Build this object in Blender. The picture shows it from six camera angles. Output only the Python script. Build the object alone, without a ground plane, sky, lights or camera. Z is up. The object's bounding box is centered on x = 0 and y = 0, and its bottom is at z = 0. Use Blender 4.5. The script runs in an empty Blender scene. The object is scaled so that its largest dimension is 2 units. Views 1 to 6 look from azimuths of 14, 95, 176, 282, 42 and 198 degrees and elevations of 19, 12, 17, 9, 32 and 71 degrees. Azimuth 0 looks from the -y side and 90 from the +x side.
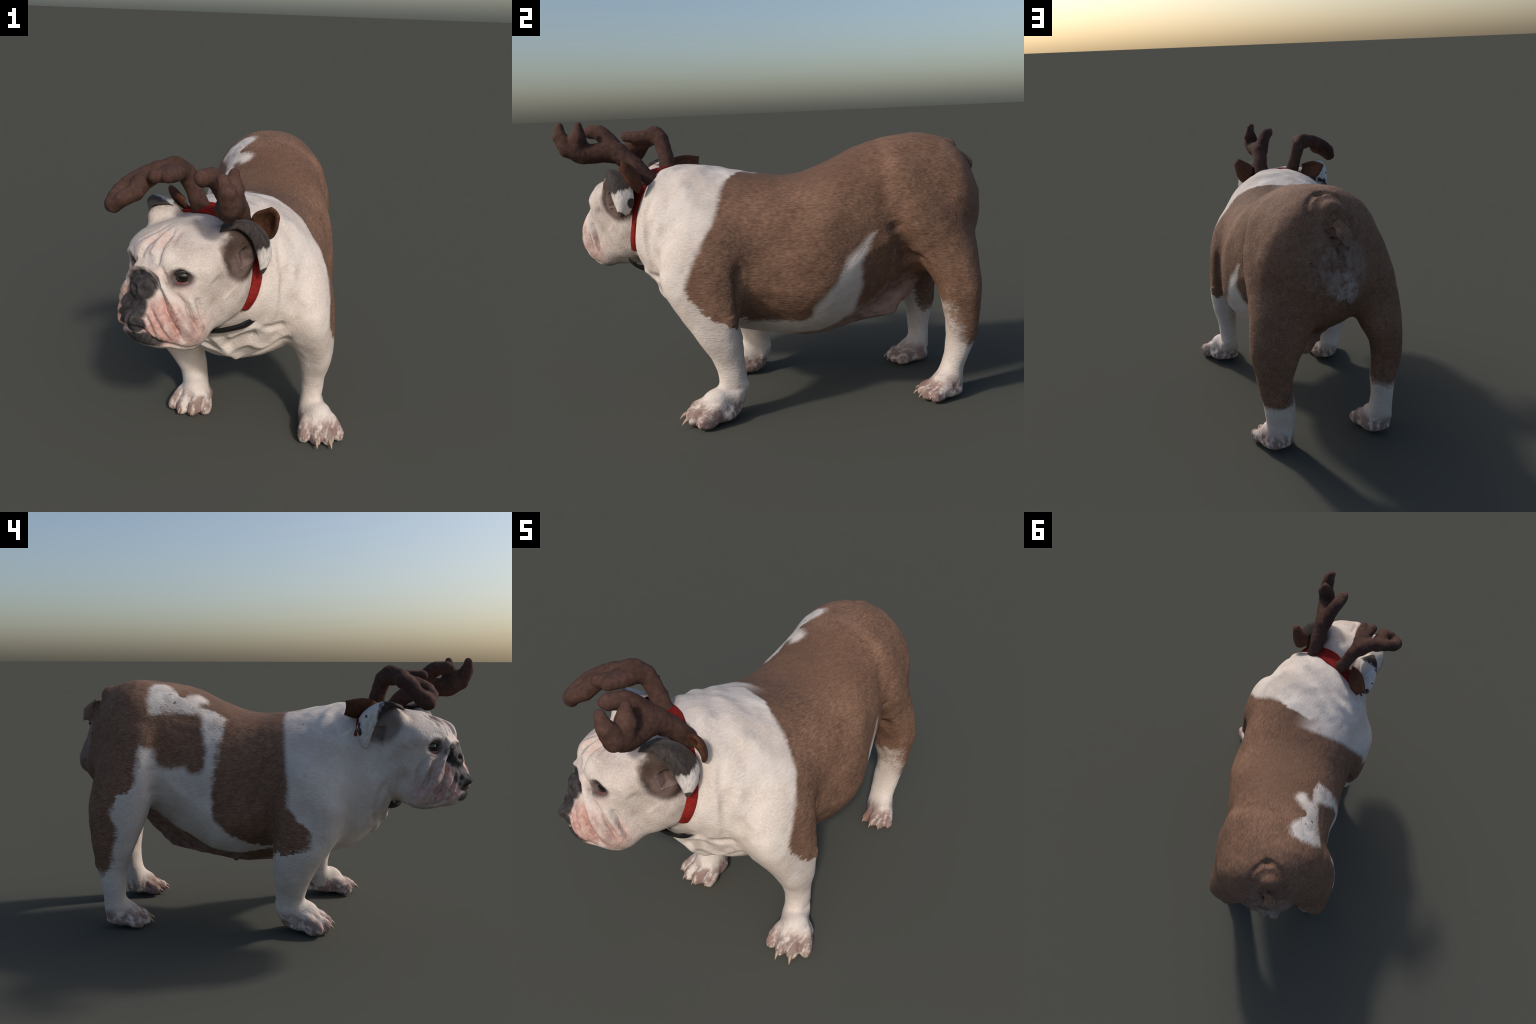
import bpy, math
import numpy as np
from mathutils import Vector
from mathutils.bvhtree import BVHTree

# ------------------------------------------------------------------ field modelling tools
def V(*a):
    return np.array(a, dtype=np.float64)

def smin(a, b, k):
    h = np.maximum(k - np.abs(a - b), 0.0) / k
    return np.minimum(a, b) - h * h * k * 0.25

def hermite(xs, ys, q):
    """smooth interpolation through the section values"""
    xs = np.asarray(xs, float); ys = np.asarray(ys, float)
    m = np.zeros_like(ys); d = np.diff(ys) / np.diff(xs)
    m[1:-1] = 0.5 * (d[1:] + d[:-1]); m[0] = d[0]; m[-1] = d[-1]
    q = np.clip(q, xs[0], xs[-1])
    i = np.clip(np.searchsorted(xs, q) - 1, 0, len(xs) - 2)
    h = xs[i + 1] - xs[i]; t = (q - xs[i]) / h
    return ((2*t**3 - 3*t**2 + 1) * ys[i] + (t**3 - 2*t**2 + t) * h * m[i]
            + (-2*t**3 + 3*t**2) * ys[i + 1] + (t**3 - t**2) * h * m[i + 1])

def sstep(a, b, x):
    t = np.clip((x - a) / (b - a), 0, 1)
    return t * t * (3 - 2 * t)

def euler(rx=0, ry=0, rz=0):
    rx, ry, rz = (math.radians(a) for a in (rx, ry, rz))
    X = np.array([[1,0,0],[0,math.cos(rx),-math.sin(rx)],[0,math.sin(rx),math.cos(rx)]])
    Y = np.array([[math.cos(ry),0,math.sin(ry)],[0,1,0],[-math.sin(ry),0,math.cos(ry)]])
    Z = np.array([[math.cos(rz),-math.sin(rz),0],[math.sin(rz),math.cos(rz),0],[0,0,1]])
    return Z @ Y @ X

class Ellipsoid:
    def __init__(s, c, r, rot=None):
        s.c = np.asarray(c, float); s.r = np.asarray(r, float)
        s.R = np.eye(3) if rot is None else np.asarray(rot)
        e = np.sqrt(((s.R * s.r) ** 2).sum(1))
        s.lo, s.hi = s.c - e, s.c + e
    def __call__(s, P):
        q = (P - s.c) @ s.R
        k0 = np.sqrt(((q / s.r) ** 2).sum(-1))
        k1 = np.sqrt(((q / (s.r ** 2)) ** 2).sum(-1)) + 1e-9
        return k0 * (k0 - 1.0) / k1

class Tube:
    """round tube through points with a radius at each"""
    def __init__(s, pts, rad, squash=None):
        s.p = np.asarray(pts, float); s.r = np.asarray(rad, float)
        if s.r.ndim == 0: s.r = np.full(len(s.p), float(rad))
        s.lo = (s.p - s.r[:, None]).min(0); s.hi = (s.p + s.r[:, None]).max(0)
    def __call__(s, P):
        out = None
        for i in range(len(s.p) - 1):
            a, b = s.p[i], s.p[i + 1]; ab = b - a
            t = np.clip(((P - a) @ ab) / (ab @ ab), 0, 1)
            d = np.sqrt(((P - a - t[..., None] * ab) ** 2).sum(-1)) - (s.r[i] + (s.r[i + 1] - s.r[i]) * t)
            out = d if out is None else np.minimum(out, d)
        return out

class LegLoft:
    """limb described by horizontal sections: z, x_left, x_right, y_front, y_back"""
    def __init__(s, rows, n=2.2, shear=0):
        s.t = np.asarray(rows, float); s.n = n; s.shear = shear
        z, xl, xr, yf, yb = s.t.T
        s.lo = V(min(xr.min(), xl.min()), yf.min(), z.min() - .03); s.hi = V(max(xl.max(), xr.max()), yb.max(), z.max() + .03)
    def __call__(s, P):
        z, xl, xr, yf, yb = s.t.T
        zz = P[..., 2]; q = [hermite(z, c, zz) for c in (xl, xr, yf, yb)]
        cx = .5 * (q[0] + q[1]); w = .5 * np.abs(q[0] - q[1]); cy = .5 * (q[2] + q[3]); h = .5 * (q[3] - q[2])
        dx = P[..., 0] - cx; dy = P[..., 1] - cy + s.shear * dx * sstep(.55, .98, zz)
        e = s.n + .6 * sstep(.22, .42, zz) * sstep(.90, .55, zz)
        r = (np.abs(dx / w) ** e + np.abs(dy / h) ** e) ** (1 / e) + 1e-6
        d = np.sqrt(dx * dx + dy * dy) * (1 - 1 / r)
        d = np.where(r < .3, -np.minimum(w, h) * (1 - r), d)
        over = np.maximum(zz - z[-1], z[0] - zz)
        return np.maximum(d, over)

class BodyLoft:
    """trunk and neck described by upright sections along y:
       y, x_left, x_right, z_top, z_bottom, z_of_greatest_width, n_upper, n_lower"""
    def __init__(s, rows, shear=.3):
        s.t = np.asarray(rows, float); s.shear = shear
        y, xl, xr, zt, zb, zw, n, nl = s.t.T
        s.lo = V(xr.min(), y[0], zb.min()); s.hi = V(xl.max(), y[-1] + .03, zt.max())
    def __call__(s, P):
        y, xl, xr, zt, zb, zw, n, nl = s.t.T
        yy = P[..., 1].copy()
        yy = yy - s.shear * (P[..., 0] + .17) * sstep(.45, .9, yy)
        q = [hermite(y, c, yy) for c in (xl, xr, zt, zb, zw, n, nl)]
        cx = .5 * (q[0] + q[1]); w = np.maximum(.5 * (q[0] - q[1]), .004)
        dx, dz = P[..., 0] - cx, P[..., 2] - q[4]
        h = np.maximum(np.where(dz > 0, q[2] - q[4], q[4] - q[3]), .004)
        e = np.where(dz > 0, q[5], q[6])
        r = (np.abs(dx / w) ** e + np.abs(dz / h) ** e) ** (1 / e) + 1e-6
        d = np.sqrt(dx * dx + dz * dz) * (1 - 1 / r)
        d = np.where(r < .3, -np.minimum(w, h) * (1 - r), d)
        return np.maximum(d, np.maximum(yy - y[-1], y[0] - yy))

class Field:
    """blend of solids: each is added (or cut) with its own softness"""
    def __init__(s):
        s.items = []
    def add(s, prim, k=.03):
        s.items.append((prim, k, 1)); return s
    def cut(s, prim, k=.03):
        s.items.append((prim, k, -1)); return s
    def bounds(s):
        lo = np.min([p.lo for p, k, g in s.items if g > 0], 0); hi = np.max([p.hi for p, k, g in s.items if g > 0], 0)
        return lo, hi
    @property
    def lo(s): return s.bounds()[0]
    @property
    def hi(s): return s.bounds()[1]
    def __call__(s, P):
        D = None
        for p, k, g in s.items:
            d = p(P)
            D = d if D is None else (smin(D, d, k) if g > 0 else -smin(-D, d, k))
        return D
    def grid(s, lo, h, shape):
        D = np.full(shape, .25, np.float32)
        for p, k, g in s.items:
            a = np.clip(((p.lo - k - .03 - lo) / h).astype(int), 0, np.array(shape))
            b = np.clip(((p.hi + k + .03 - lo) / h).astype(int) + 2, 0, np.array(shape))
            if (b <= a).any(): continue
            ax = [lo[i] + h * np.arange(a[i], b[i]) for i in range(3)]
            P = np.stack(np.meshgrid(*ax, indexing='ij'), -1)
            sl = tuple(slice(a[i], b[i]) for i in range(3))
            d = p.sub(P) if hasattr(p, 'sub') else p(P)
            D[sl] = smin(D[sl], d, k) if g > 0 else -smin(-D[sl], d, k)
        return D

def skin(field, h):
    """surface-net mesh of a field"""
    lo, hi = field.bounds(); lo = lo - .05; hi = hi + .05
    shape = tuple(np.ceil((hi - lo) / h).astype(int) + 1)
    D = field.grid(lo, h, shape)
    neg = D < 0
    nx, ny, nz = shape
    cs = np.zeros((nx-1, ny-1, nz-1), np.int8)
    corners = [(i, j, k) for i in (0, 1) for j in (0, 1) for k in (0, 1)]
    for i, j, k in corners:
        cs += neg[i:nx-1+i, j:ny-1+j, k:nz-1+k]
    act = np.argwhere((cs > 0) & (cs < 8))
    idx = np.full(cs.shape, -1, np.int32); idx[tuple(act.T)] = np.arange(len(act))
    pos = np.zeros((len(act), 3)); cnt = np.zeros(len(act))
    for c in corners:
        for a in range(3):
            if c[a]: continue
            e = list(c); e[a] = 1
            d0 = D[tuple((act + c).T)]; d1 = D[tuple((act + e).T)]
            x = (d0 < 0) != (d1 < 0)
            t = np.where(x, d0 / np.where(x, d0 - d1, 1), 0)
            q = np.repeat(np.array([c], float), len(act), 0); q[:, a] += t
            pos[x] += q[x]; cnt[x] += 1
    verts = lo + h * (act + pos / cnt[:, None])
    faces = []
    for a in range(3):
        b, c = (a + 1) % 3, (a + 2) % 3
        s0 = [slice(None)] * 3; s1 = [slice(None)] * 3
        s0[a] = slice(0, -1); s1[a] = slice(1, None)
        n0, n1 = neg[tuple(s0)], neg[tuple(s1)]
        for flip, m in ((False, n0 & ~n1), (True, ~n0 & n1)):
            e = np.argwhere(m)
            e = e[(e[:, b] > 0) & (e[:, c] > 0)]
            ob = np.zeros(3, int); ob[b] = 1; oc = np.zeros(3, int); oc[c] = 1
            q = np.stack([idx[tuple((e - ob - oc).T)], idx[tuple((e - oc).T)], idx[tuple(e.T)], idx[tuple((e - ob).T)]], 1)
            faces.append(q[:, ::-1] if flip else q)
    faces = np.concatenate(faces); faces = faces[(faces >= 0).all(1)]
    return verts, faces

def quad_normals(v, f):
    n = np.cross(v[f[:, 2]] - v[f[:, 0]], v[f[:, 3]] - v[f[:, 1]])
    vn = np.zeros_like(v)
    for i in range(4):
        for c in range(3):
            vn[:, c] += np.bincount(f[:, i], n[:, c], len(v))
    return vn / (np.linalg.norm(vn, axis=1)[:, None] + 1e-12)

def relax(v, f, times, w=.5):
    e = np.concatenate([f[:, [0, 1]], f[:, [1, 2]], f[:, [2, 3]], f[:, [3, 0]]])
    cnt = np.bincount(e[:, 0], minlength=len(v)) + np.bincount(e[:, 1], minlength=len(v))
    for i in range(times):
        for fac in (w, -w * 1.03):
            s = np.stack([np.bincount(e[:, 0], v[e[:, 1], c], len(v)) + np.bincount(e[:, 1], v[e[:, 0], c], len(v)) for c in range(3)], 1)
            v = v + fac * (s / cnt[:, None] - v)
    return v

def new_mesh(name, verts, faces, smooth=True):
    me = bpy.data.meshes.new(name)
    verts = np.ascontiguousarray(verts, np.float32); faces = np.ascontiguousarray(faces, np.int32)
    me.vertices.add(len(verts)); me.vertices.foreach_set('co', verts.ravel())
    k = faces.shape[1]
    me.loops.add(faces.size); me.loops.foreach_set('vertex_index', faces.ravel())
    me.polygons.add(len(faces)); me.polygons.foreach_set('loop_start', np.arange(0, faces.size, k, dtype=np.int32))
    me.update(calc_edges=True); me.validate()
    me.polygons.foreach_set('use_smooth', np.full(len(me.polygons), smooth))
    return me

def subdivide(verts, faces, levels=1):
    me = new_mesh('work', verts, faces); ob = bpy.data.objects.new('work', me); bpy.context.scene.collection.objects.link(ob)
    m = ob.modifiers.new('s', 'SUBSURF'); m.levels = m.render_levels = levels
    dg = bpy.context.evaluated_depsgraph_get(); dg.update()
    ev = ob.evaluated_get(dg).to_mesh()
    v = np.zeros(len(ev.vertices) * 3, np.float32); ev.vertices.foreach_get('co', v)
    f = np.zeros(len(ev.loops), np.int32); ev.loops.foreach_get('vertex_index', f)
    bpy.data.objects.remove(ob); bpy.data.meshes.remove(me)
    return v.reshape(-1, 3).astype(float), f.reshape(-1, 4)

def lattice_noise(P, scale, seed):
    q = P * scale; i = np.floor(q).astype(np.int64); t = q - i; t = t * t * (3 - 2 * t)
    def h(a):
        n = (a[:, 0] * 73856093) ^ (a[:, 1] * 19349663) ^ (a[:, 2] * 83492791) ^ (seed * 2654435761)
        n = (n ^ (n >> 13)) * 1274126177 & 0x7fffffff
        return ((n ^ (n >> 16)) & 0xffff) / 32767.5 - 1
    out = 0
    for c in [(x, y, z) for x in (0, 1) for y in (0, 1) for z in (0, 1)]:
        w = np.prod(np.where(np.array(c), t, 1 - t), 1)
        out = out + w * h(i + np.array(c))
    return out

class Sculpt:
    """soft push strokes along polylines, on a finished skin"""
    def __init__(s, v, f):
        s.v, s.f = v, f; s.n = quad_normals(v, f); s.d = np.zeros(len(v))
    def stroke(s, pts, width, depth, snap=True):
        p = np.asarray(pts, float)
        # smooth the stroke's path
        t = np.arange(len(p)); q = np.linspace(0, len(p) - 1, max(2, (len(p) - 1) * 5 + 1))
        if len(p) > 2: p = np.stack([hermite(t, p[:, c], q) for c in range(3)], 1)
        near = np.where(((s.v > p.min(0) - .07) & (s.v < p.max(0) + .07)).all(1))[0]
        if snap and len(near):                                   # lay the path on the skin
            near = near[::3] if len(near) > 30000 else near
            for i in range(len(p)):
                k = near[np.argmin(((s.v[near] - p[i]) ** 2).sum(1))]
                if np.linalg.norm(s.v[k] - p[i]) < .06: p[i] = s.v[k]
        lo, hi = p.min(0) - 3 * width, p.max(0) + 3 * width
        m = np.where(((s.v > lo) & (s.v < hi)).all(1))[0]
        if not len(m): return
        P = s.v[m]; best = np.full(len(m), 9.); par = np.zeros(len(m))
        if len(p) == 1:
            best = np.linalg.norm(P - p[0], axis=1); fade = 1
        else:
            for i in range(len(p) - 1):
                a, b = p[i], p[i + 1]; ab = b - a; tt = np.clip(((P - a) @ ab) / (ab @ ab + 1e-12), 0, 1)
                d = np.linalg.norm(P - a - tt[:, None] * ab, axis=1); k = d < best
                best[k] = d[k]; par[k] = (i + tt[k]) / (len(p) - 1)
            fade = np.clip(np.minimum(par, 1 - par) * 5 + .25, 0, 1)
        s.d[m] += depth * fade * np.exp(-(best / width) ** 2)
    def apply(s):
        s.v = s.v + s.n * s.d[:, None]; s.d[:] = 0; s.n = quad_normals(s.v, s.f)
        return s.v

# ------------------------------------------------------------------ the head's own frame (turned to the dog's right)
HO = V(-.057, -.589, .95)
HF = V(-.39, -.92, 0); HF = HF / np.linalg.norm(HF)
HL = V(-HF[1], HF[0], 0)
HM = np.stack([HF, HL, V(0, 0, 1)], 1)          # columns: forward, left, up
def H(f, l, z):
    return HO + HF * f + HL * l + V(0, 0, z)

# ------------------------------------------------------------------ trunk and neck
trunk = BodyLoft([
    # y    x_left  x_right z_top  z_bot  z_wide n_up n_low
    (-.68, -.02, -.16, .88, .74, .81, 2.0, 2.),
    (-.66, .115, -.225, .98, .68, .82, 2.0, 2.),
    (-.60, .230, -.300, 1.07, .59, .83, 2.1, 2.),
    (-.54, .272, -.318, 1.120, .50, .80, 2.1, 2.),
    (-.46, .305, -.345, 1.143, .42, .78, 2.1, 2.),
    (-.38, .34, -.378, 1.141, .38, .75, 2.15, 2.),
    (-.29, .357, -.397, 1.130, .362, .73, 2.2, 2.1),
    (-.18, .356, -.388, 1.110, .325, .68, 2.3, 1.9),
    (-.07, .352, -.378, 1.090, .298, .63, 2.5, 1.5),
    (.05, .350, -.374, 1.078, .282, .59, 2.6, 1.5),
    (.14, .350, -.383, 1.088, .280, .59, 2.6, 1.6),
    (.26, .334, -.394, 1.134, .298, .62, 2.5, 1.6),
    (.38, .286, -.383, 1.192, .345, .70, 2.4, 1.5),
    (.51, .238, -.402, 1.230, .408, .79, 2.35, 1.4),
    (.60, .215, -.427, 1.243, .48, .84, 2.25, 1.4),
    (.70, .190, -.438, 1.249, .545, .86, 2.1, 1.65),
    (.80, .142, -.412, 1.226, .60, .89, 1.95, 1.8),
    (.87, .075, -.372, 1.165, .64, .90, 1.95, 1.9),
    (.92, .00, -.335, 1.09, .68, .89, 2.0, 2.),
    (.965, -.08, -.29, .99, .74, .875, 2.0, 2.),
    (.985, -.14, -.24, .93, .80, .865, 2.0, 2.)])

forelimb_l = LegLoft([
    (.03, .40, .285, -.30, -.17), (.07, .398, .278, -.29, -.15), (.11, .394, .275, -.278, -.135), (.16, .388, .275, -.265, -.125),
    (.21, .390, .277, -.265, -.128), (.27, .398, .275, -.285, -.132), (.35, .420, .27, -.33, -.136), (.45, .432, .25, -.395, -.143),
    (.55, .430, .20, -.468, -.125), (.65, .422, .14, -.508, -.11), (.75, .405, .12, -.502, -.10), (.85, .368, .12, -.468, -.10), (.93, .30, .13, -.40, -.13), (.98, .22, .15, -.33, -.19)])
forelimb_r = LegLoft([
    (.03, -.20, -.318, -.225, -.105), (.07, -.20, -.324, -.215, -.08), (.11, -.203, -.334, -.205, -.064), (.17, -.208, -.35, -.215, -.062),
    (.25, -.22, -.390, -.24, -.062), (.30, -.22, -.415, -.262, -.060), (.35, -.213, -.431, -.288, -.060), (.43, -.19, -.446, -.34, -.058),
    (.50, -.16, -.450, -.385, -.056), (.60, -.12, -.450, -.42, -.054), (.75, -.10, -.443, -.43, -.054), (.85, -.10, -.412, -.41, -.065), (.93, -.12, -.345, -.37, -.11), (.98, -.16, -.26, -.30, -.17)])
hindlimb_l = LegLoft([
    (.03, .17, .035, .75, .875), (.06, .168, .03, .755, .882), (.12, .168, .026, .77, .888), (.20, .170, .020, .790, .910), (.26, .176, .020, .795, .932),
    (.31, .186, .028, .795, .945), (.37, .200, .030, .792, .950), (.41, .208, .022, .787, .953), (.50, .226, -.012, .765, .960),
    (.57, .225, -.045, .735, .963), (.63, .224, -.075, .695, .961), (.74, .223, -.12, .615, .953), (.85, .221, -.12, .58, .908), (.97, .200, -.09, .59, .83), (1.03, .165, -.07, .62, .78), (1.06, .13, -.04, .65, .74)], shear=.34)
hindlimb_r = LegLoft([
    (.03, -.335, -.455, .67, .785), (.06, -.337, -.457, .672, .788), (.14, -.342, -.465, .682, .797), (.20, -.352, -.470, .680, .800), (.30, -.350, -.478, .667, .822),
    (.36, -.356, -.490, .642, .830), (.41, -.358, -.502, .622, .834), (.50, -.342, -.510, .587, .846), (.58, -.298, -.512, .562, .858), (.67, -.262, -.508, .54, .860),
    (.76, -.23, -.496, .525, .852), (.85, -.21, -.480, .52, .84), (.97, -.22, -.435, .54, .80), (1.03, -.25, -.39, .57, .75), (1.06, -.27, -.34, .60, .71)], shear=-.28)
hip_l = Ellipsoid((.082, .575, 1.015), (.118, .125, .14))

# paws: heel pad, instep and four toes that fan out along the walking direction
PAWS = {
    'fl': dict(c=V(.390, -.290, 0), dir=V(.36, -.93, 0), width=.205, length=.235, high=.112),
    'fr': dict(c=V(-.245, -.230, 0), dir=V(-.02, -1, 0), width=.205, length=.235, high=.112),
    'hl': dict(c=V(.138, .768, 0), dir=V(.30, -.95, 0), width=.165, length=.215, high=.095),
    'hr': dict(c=V(-.368, .672, 0), dir=V(.22, -.97, 0), width=.165, length=.215, high=.095)}
CLAWS = []
def paw_field(p):
    F = Field(); d = p['dir'] / np.linalg.norm(p['dir']); s = V(-d[1], d[0], 0); c = p['c']; w, L, hh = p['width'], p['length'], p['high']
    R = np.stack([d, s, V(0, 0, 1)], 1)
    F.add(Ellipsoid(c - d * L * .14 + V(0, 0, hh * .42), (L * .38, w * .40, hh * .42), R), .02)
    F.add(Ellipsoid(c - d * L * .10 + V(0, 0, hh * .85), (L * .32, w * .31, hh * .55), R @ euler(0, 24, 0)), .03)
    for i, off in enumerate((-.36, -.125, .125, .36)):
        fwd = .27 if abs(off) < .2 else .15
        a = off * .75
        dd = d * math.cos(a) + s * math.sin(a); ss = V(-dd[1], dd[0], 0)
        T = np.stack([dd, ss, V(0, 0, 1)], 1)
        tc = c + d * L * fwd + s * w * off + V(0, 0, hh * .37)
        F.add(Ellipsoid(tc, (L * .23, w * .155, hh * .37), T @ euler(0, 8, 0)), .009)
        F.add(Ellipsoid(tc - dd * L * .16 + V(0, 0, hh * .2), (L * .22, w * .13, hh * .36), T @ euler(0, 28, 0)), .012)
        CLAWS.append((tc + dd * L * .19 + V(0, 0, hh * .04), dd, p))
    return F

# ------------------------------------------------------------------ head
head = Field()
def E(c, r, rot=None):
    return Ellipsoid(H(*c), r, HM if rot is None else HM @ rot)
head.add(E((.075, -.005, -.02), (.265, .215, .190)), .03)
for s in (-1, 1):
    b = .011 if s > 0 else 0
    head.add(E((.06, s * .128 - b, -.105), (.136 + (0 if s > 0 else .006), .096 + (0 if s > 0 else .010), .147)), .06)
    head.add(E((.262, s * .062 - b * .6, .042), (.066, .062, .068)), .04)
    head.add(E((.17, s * .135 - b, .025), (.11, .085, .08)), .05)
for s in (-1, 1):
    b = .011 if s > 0 else 0
    dz = 0 if s > 0 else .02
    head.add(E((.045, s * .205, .050 + dz), (.070, .045, .080)), .03)
    head.add(E((.085, s * .17, .115 + dz), (.075, .06, .055)), .04)
head.add(E((.256, 0, -.16), (.142, .150, .130)), .05)
head.add(E((.168, 0, -.20), (.155, .165, .112)), .05)
for s in (-1, 1):
    b = .011 if s > 0 else 0
    head.add(E((.225, s * .10 - b, -.085), (.105, .075, .10)), .05)
for s in (-1, 1):
    b = .011 if s > 0 else 0
    head.add(E((.292, s * .088 - b, -.18), (.122, .082, .105), euler(0, 0, -s * 20)), .025)
for s in (-1, 1):
    b = .011 if s > 0 else 0
    head.add(E((.235, s * .122 - b, -.224), (.095, .058, .078)), .035)
head.add(E((.295, 0, -.225), (.115, .105, .066)), .03)
head.add(E((.352, -.01, -.048), (.036, .068, .052), euler(0, -25, 0)), .02)
head.add(E((.400, -.012, -.16), (.035, .045, .035)), .03)
for s in (-1, 1):
    b = .011 if s > 0 else 0
    head.cut(E((.325, s * .138, -.004), (.055, .046, .038), euler(0, 0, s * 35)), .03)
    head.cut(E((.385, s * .030, -.052), (.014, .014, .012)), .012)

# ------------------------------------------------------------------ tail and hindquarters
tail = Field()
tail.add(Ellipsoid((-.158, .838, 1.157), (.066, .055, .062), euler(-25, 0, 12)), .02)
tail.add(Tube([(-.178, .902, 1.118), (-.198, .940, 1.080), (-.212, .946, 1.046)], [.036, .042, .034]), .014)

body = Field()
body.add(trunk, .03)
for leg in (forelimb_l, forelimb_r): body.add(leg, .04)
body.add(hip_l, .06)
for leg in (hindlimb_l, hindlimb_r): body.add(leg, .04)
PF = {k: paw_field(p) for k, p in PAWS.items()}
for k in PF:
    for prim, kk, g in PF[k].items: body.add(prim, max(kk, .008))
# the paws' toes are re-blended in their own order above
body.add(tail.items[0][0], .018); body.add(tail.items[1][0], .006)
# vulva and seat
body.add(Ellipsoid((-.205, .947, .845), (.06, .045, .08)), .04)
body.add(Tube([(-.06, .22, .362), (-.065, .38, .372), (-.06, .52, .402), (-.07, .62, .48), (-.09, .70, .58)], [.045, .052, .055, .045, .04]), .05)
class HeadPrim:
    lo = head.lo; hi = head.hi
    def __call__(s, P): return head(P)
body.add(HeadPrim(), .022)

verts, faces = skin(body, .0075)
verts = relax(verts, faces, 3)
verts, faces = subdivide(verts, faces, 1)
print('skin', len(verts), len(faces))

# lowest point on z = 0
flat = verts[:, 2] < .004
verts[flat, 2] = .004 + (verts[flat, 2] - .004) * .15

# ------------------------------------------------------------------ wrinkles, folds and creases (pushed into the skin)
sc = Sculpt(verts, faces)
def hs(pts, w, d, mirror=True):
    d = d * 1.45
    sc.stroke([H(*p) for p in pts], w, d)
    if mirror: sc.stroke([H(p[0], -p[1] - .012, p[2] + .006) for p in pts], w, d)
# forehead furrow and brow creases
hs([(.208, .009, .146), (.278, .022, .115), (.325, .034, .075), (.337, .036, .037)], .011, -.008)
hs([(.19, .03, .155), (.26, .055, .125), (.30, .085, .085)], .011, -.004)
hs([(.22, -.01, .142), (.29, -.004, .10), (.325, -.004, .06)], .016, .006, False)
# nose roll, running from over the nose down beside the muzzle
hs([(.342, -.012, .018), (.339, .050, .010), (.342, .074, -.035), (.341, .112, -.08), (.332, .150, -.133), (.310, .172, -.185), (.275, .180, -.240)], .014, .011)
hs([(.350, .010, .0), (.350, .055, -.010), (.356, .082, -.055), (.360, .100, -.085), (.360, .128, -.131), (.345, .150, -.18), (.320, .162, -.235)], .0085, -.013)
hs([(.332, .060, .030), (.332, .080, -.005), (.325, .128, -.051), (.307, .166, -.093), (.288, .187, -.15), (.258, .195, -.215)], .0085, -.012)
hs([(.300, .165, -.060), (.285, .188, -.105), (.262, .202, -.150), (.235, .205, -.20)], .012, .008)
hs([(.275, .190, -.070), (.250, .210, -.125), (.220, .212, -.19)], .009, -.008)
# jowl creases and mouth line
hs([(.395, .050, -.095), (.400, .085, -.13), (.392, .115, -.175), (.365, .135, -.235)], .008, -.008)
hs([(.410, .040, -.125), (.412, .070, -.165), (.400, .095, -.21)], .007, -.006)
hs([(.425, -.006, -.183), (.418, .039, -.20), (.405, .080, -.228), (.372, .125, -.262), (.31, .150, -.285), (.25, .165, -.29)], .011, -.009)
hs([(.425, -.010, -.10), (.43, -.012, -.14), (.435, -.012, -.175)], .007, -.007, False)
hs([(.392, -.045, -.08), (.40, -.055, -.12), (.405, -.06, -.16)], .012, -.004, False)
# lids: soft fold over and under the eyes
hs([(.318, .085, .024), (.305, .110, .038), (.285, .140, .036), (.258, .160, .014)], .012, .005)
hs([(.315, .075, -.034), (.300, .112, -.046), (.268, .148, -.036)], .010, .005)
hs([(.20, .19, .0), (.16, .215, -.05), (.13, .235, -.10)], .03, -.006)
# hollow of the ears
hs([(.085, .245, .085), (.070, .248, .045), (.060, .245, .01)], .022, -.020)
hs([(.115, .235, .07), (.100, .242, .03), (.085, .243, -.005)], .010, .006)
# lip bump left by the nose tip
sc.stroke([H(.425, -.014, -.160)], .018, .012)
sc.apply()
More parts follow.
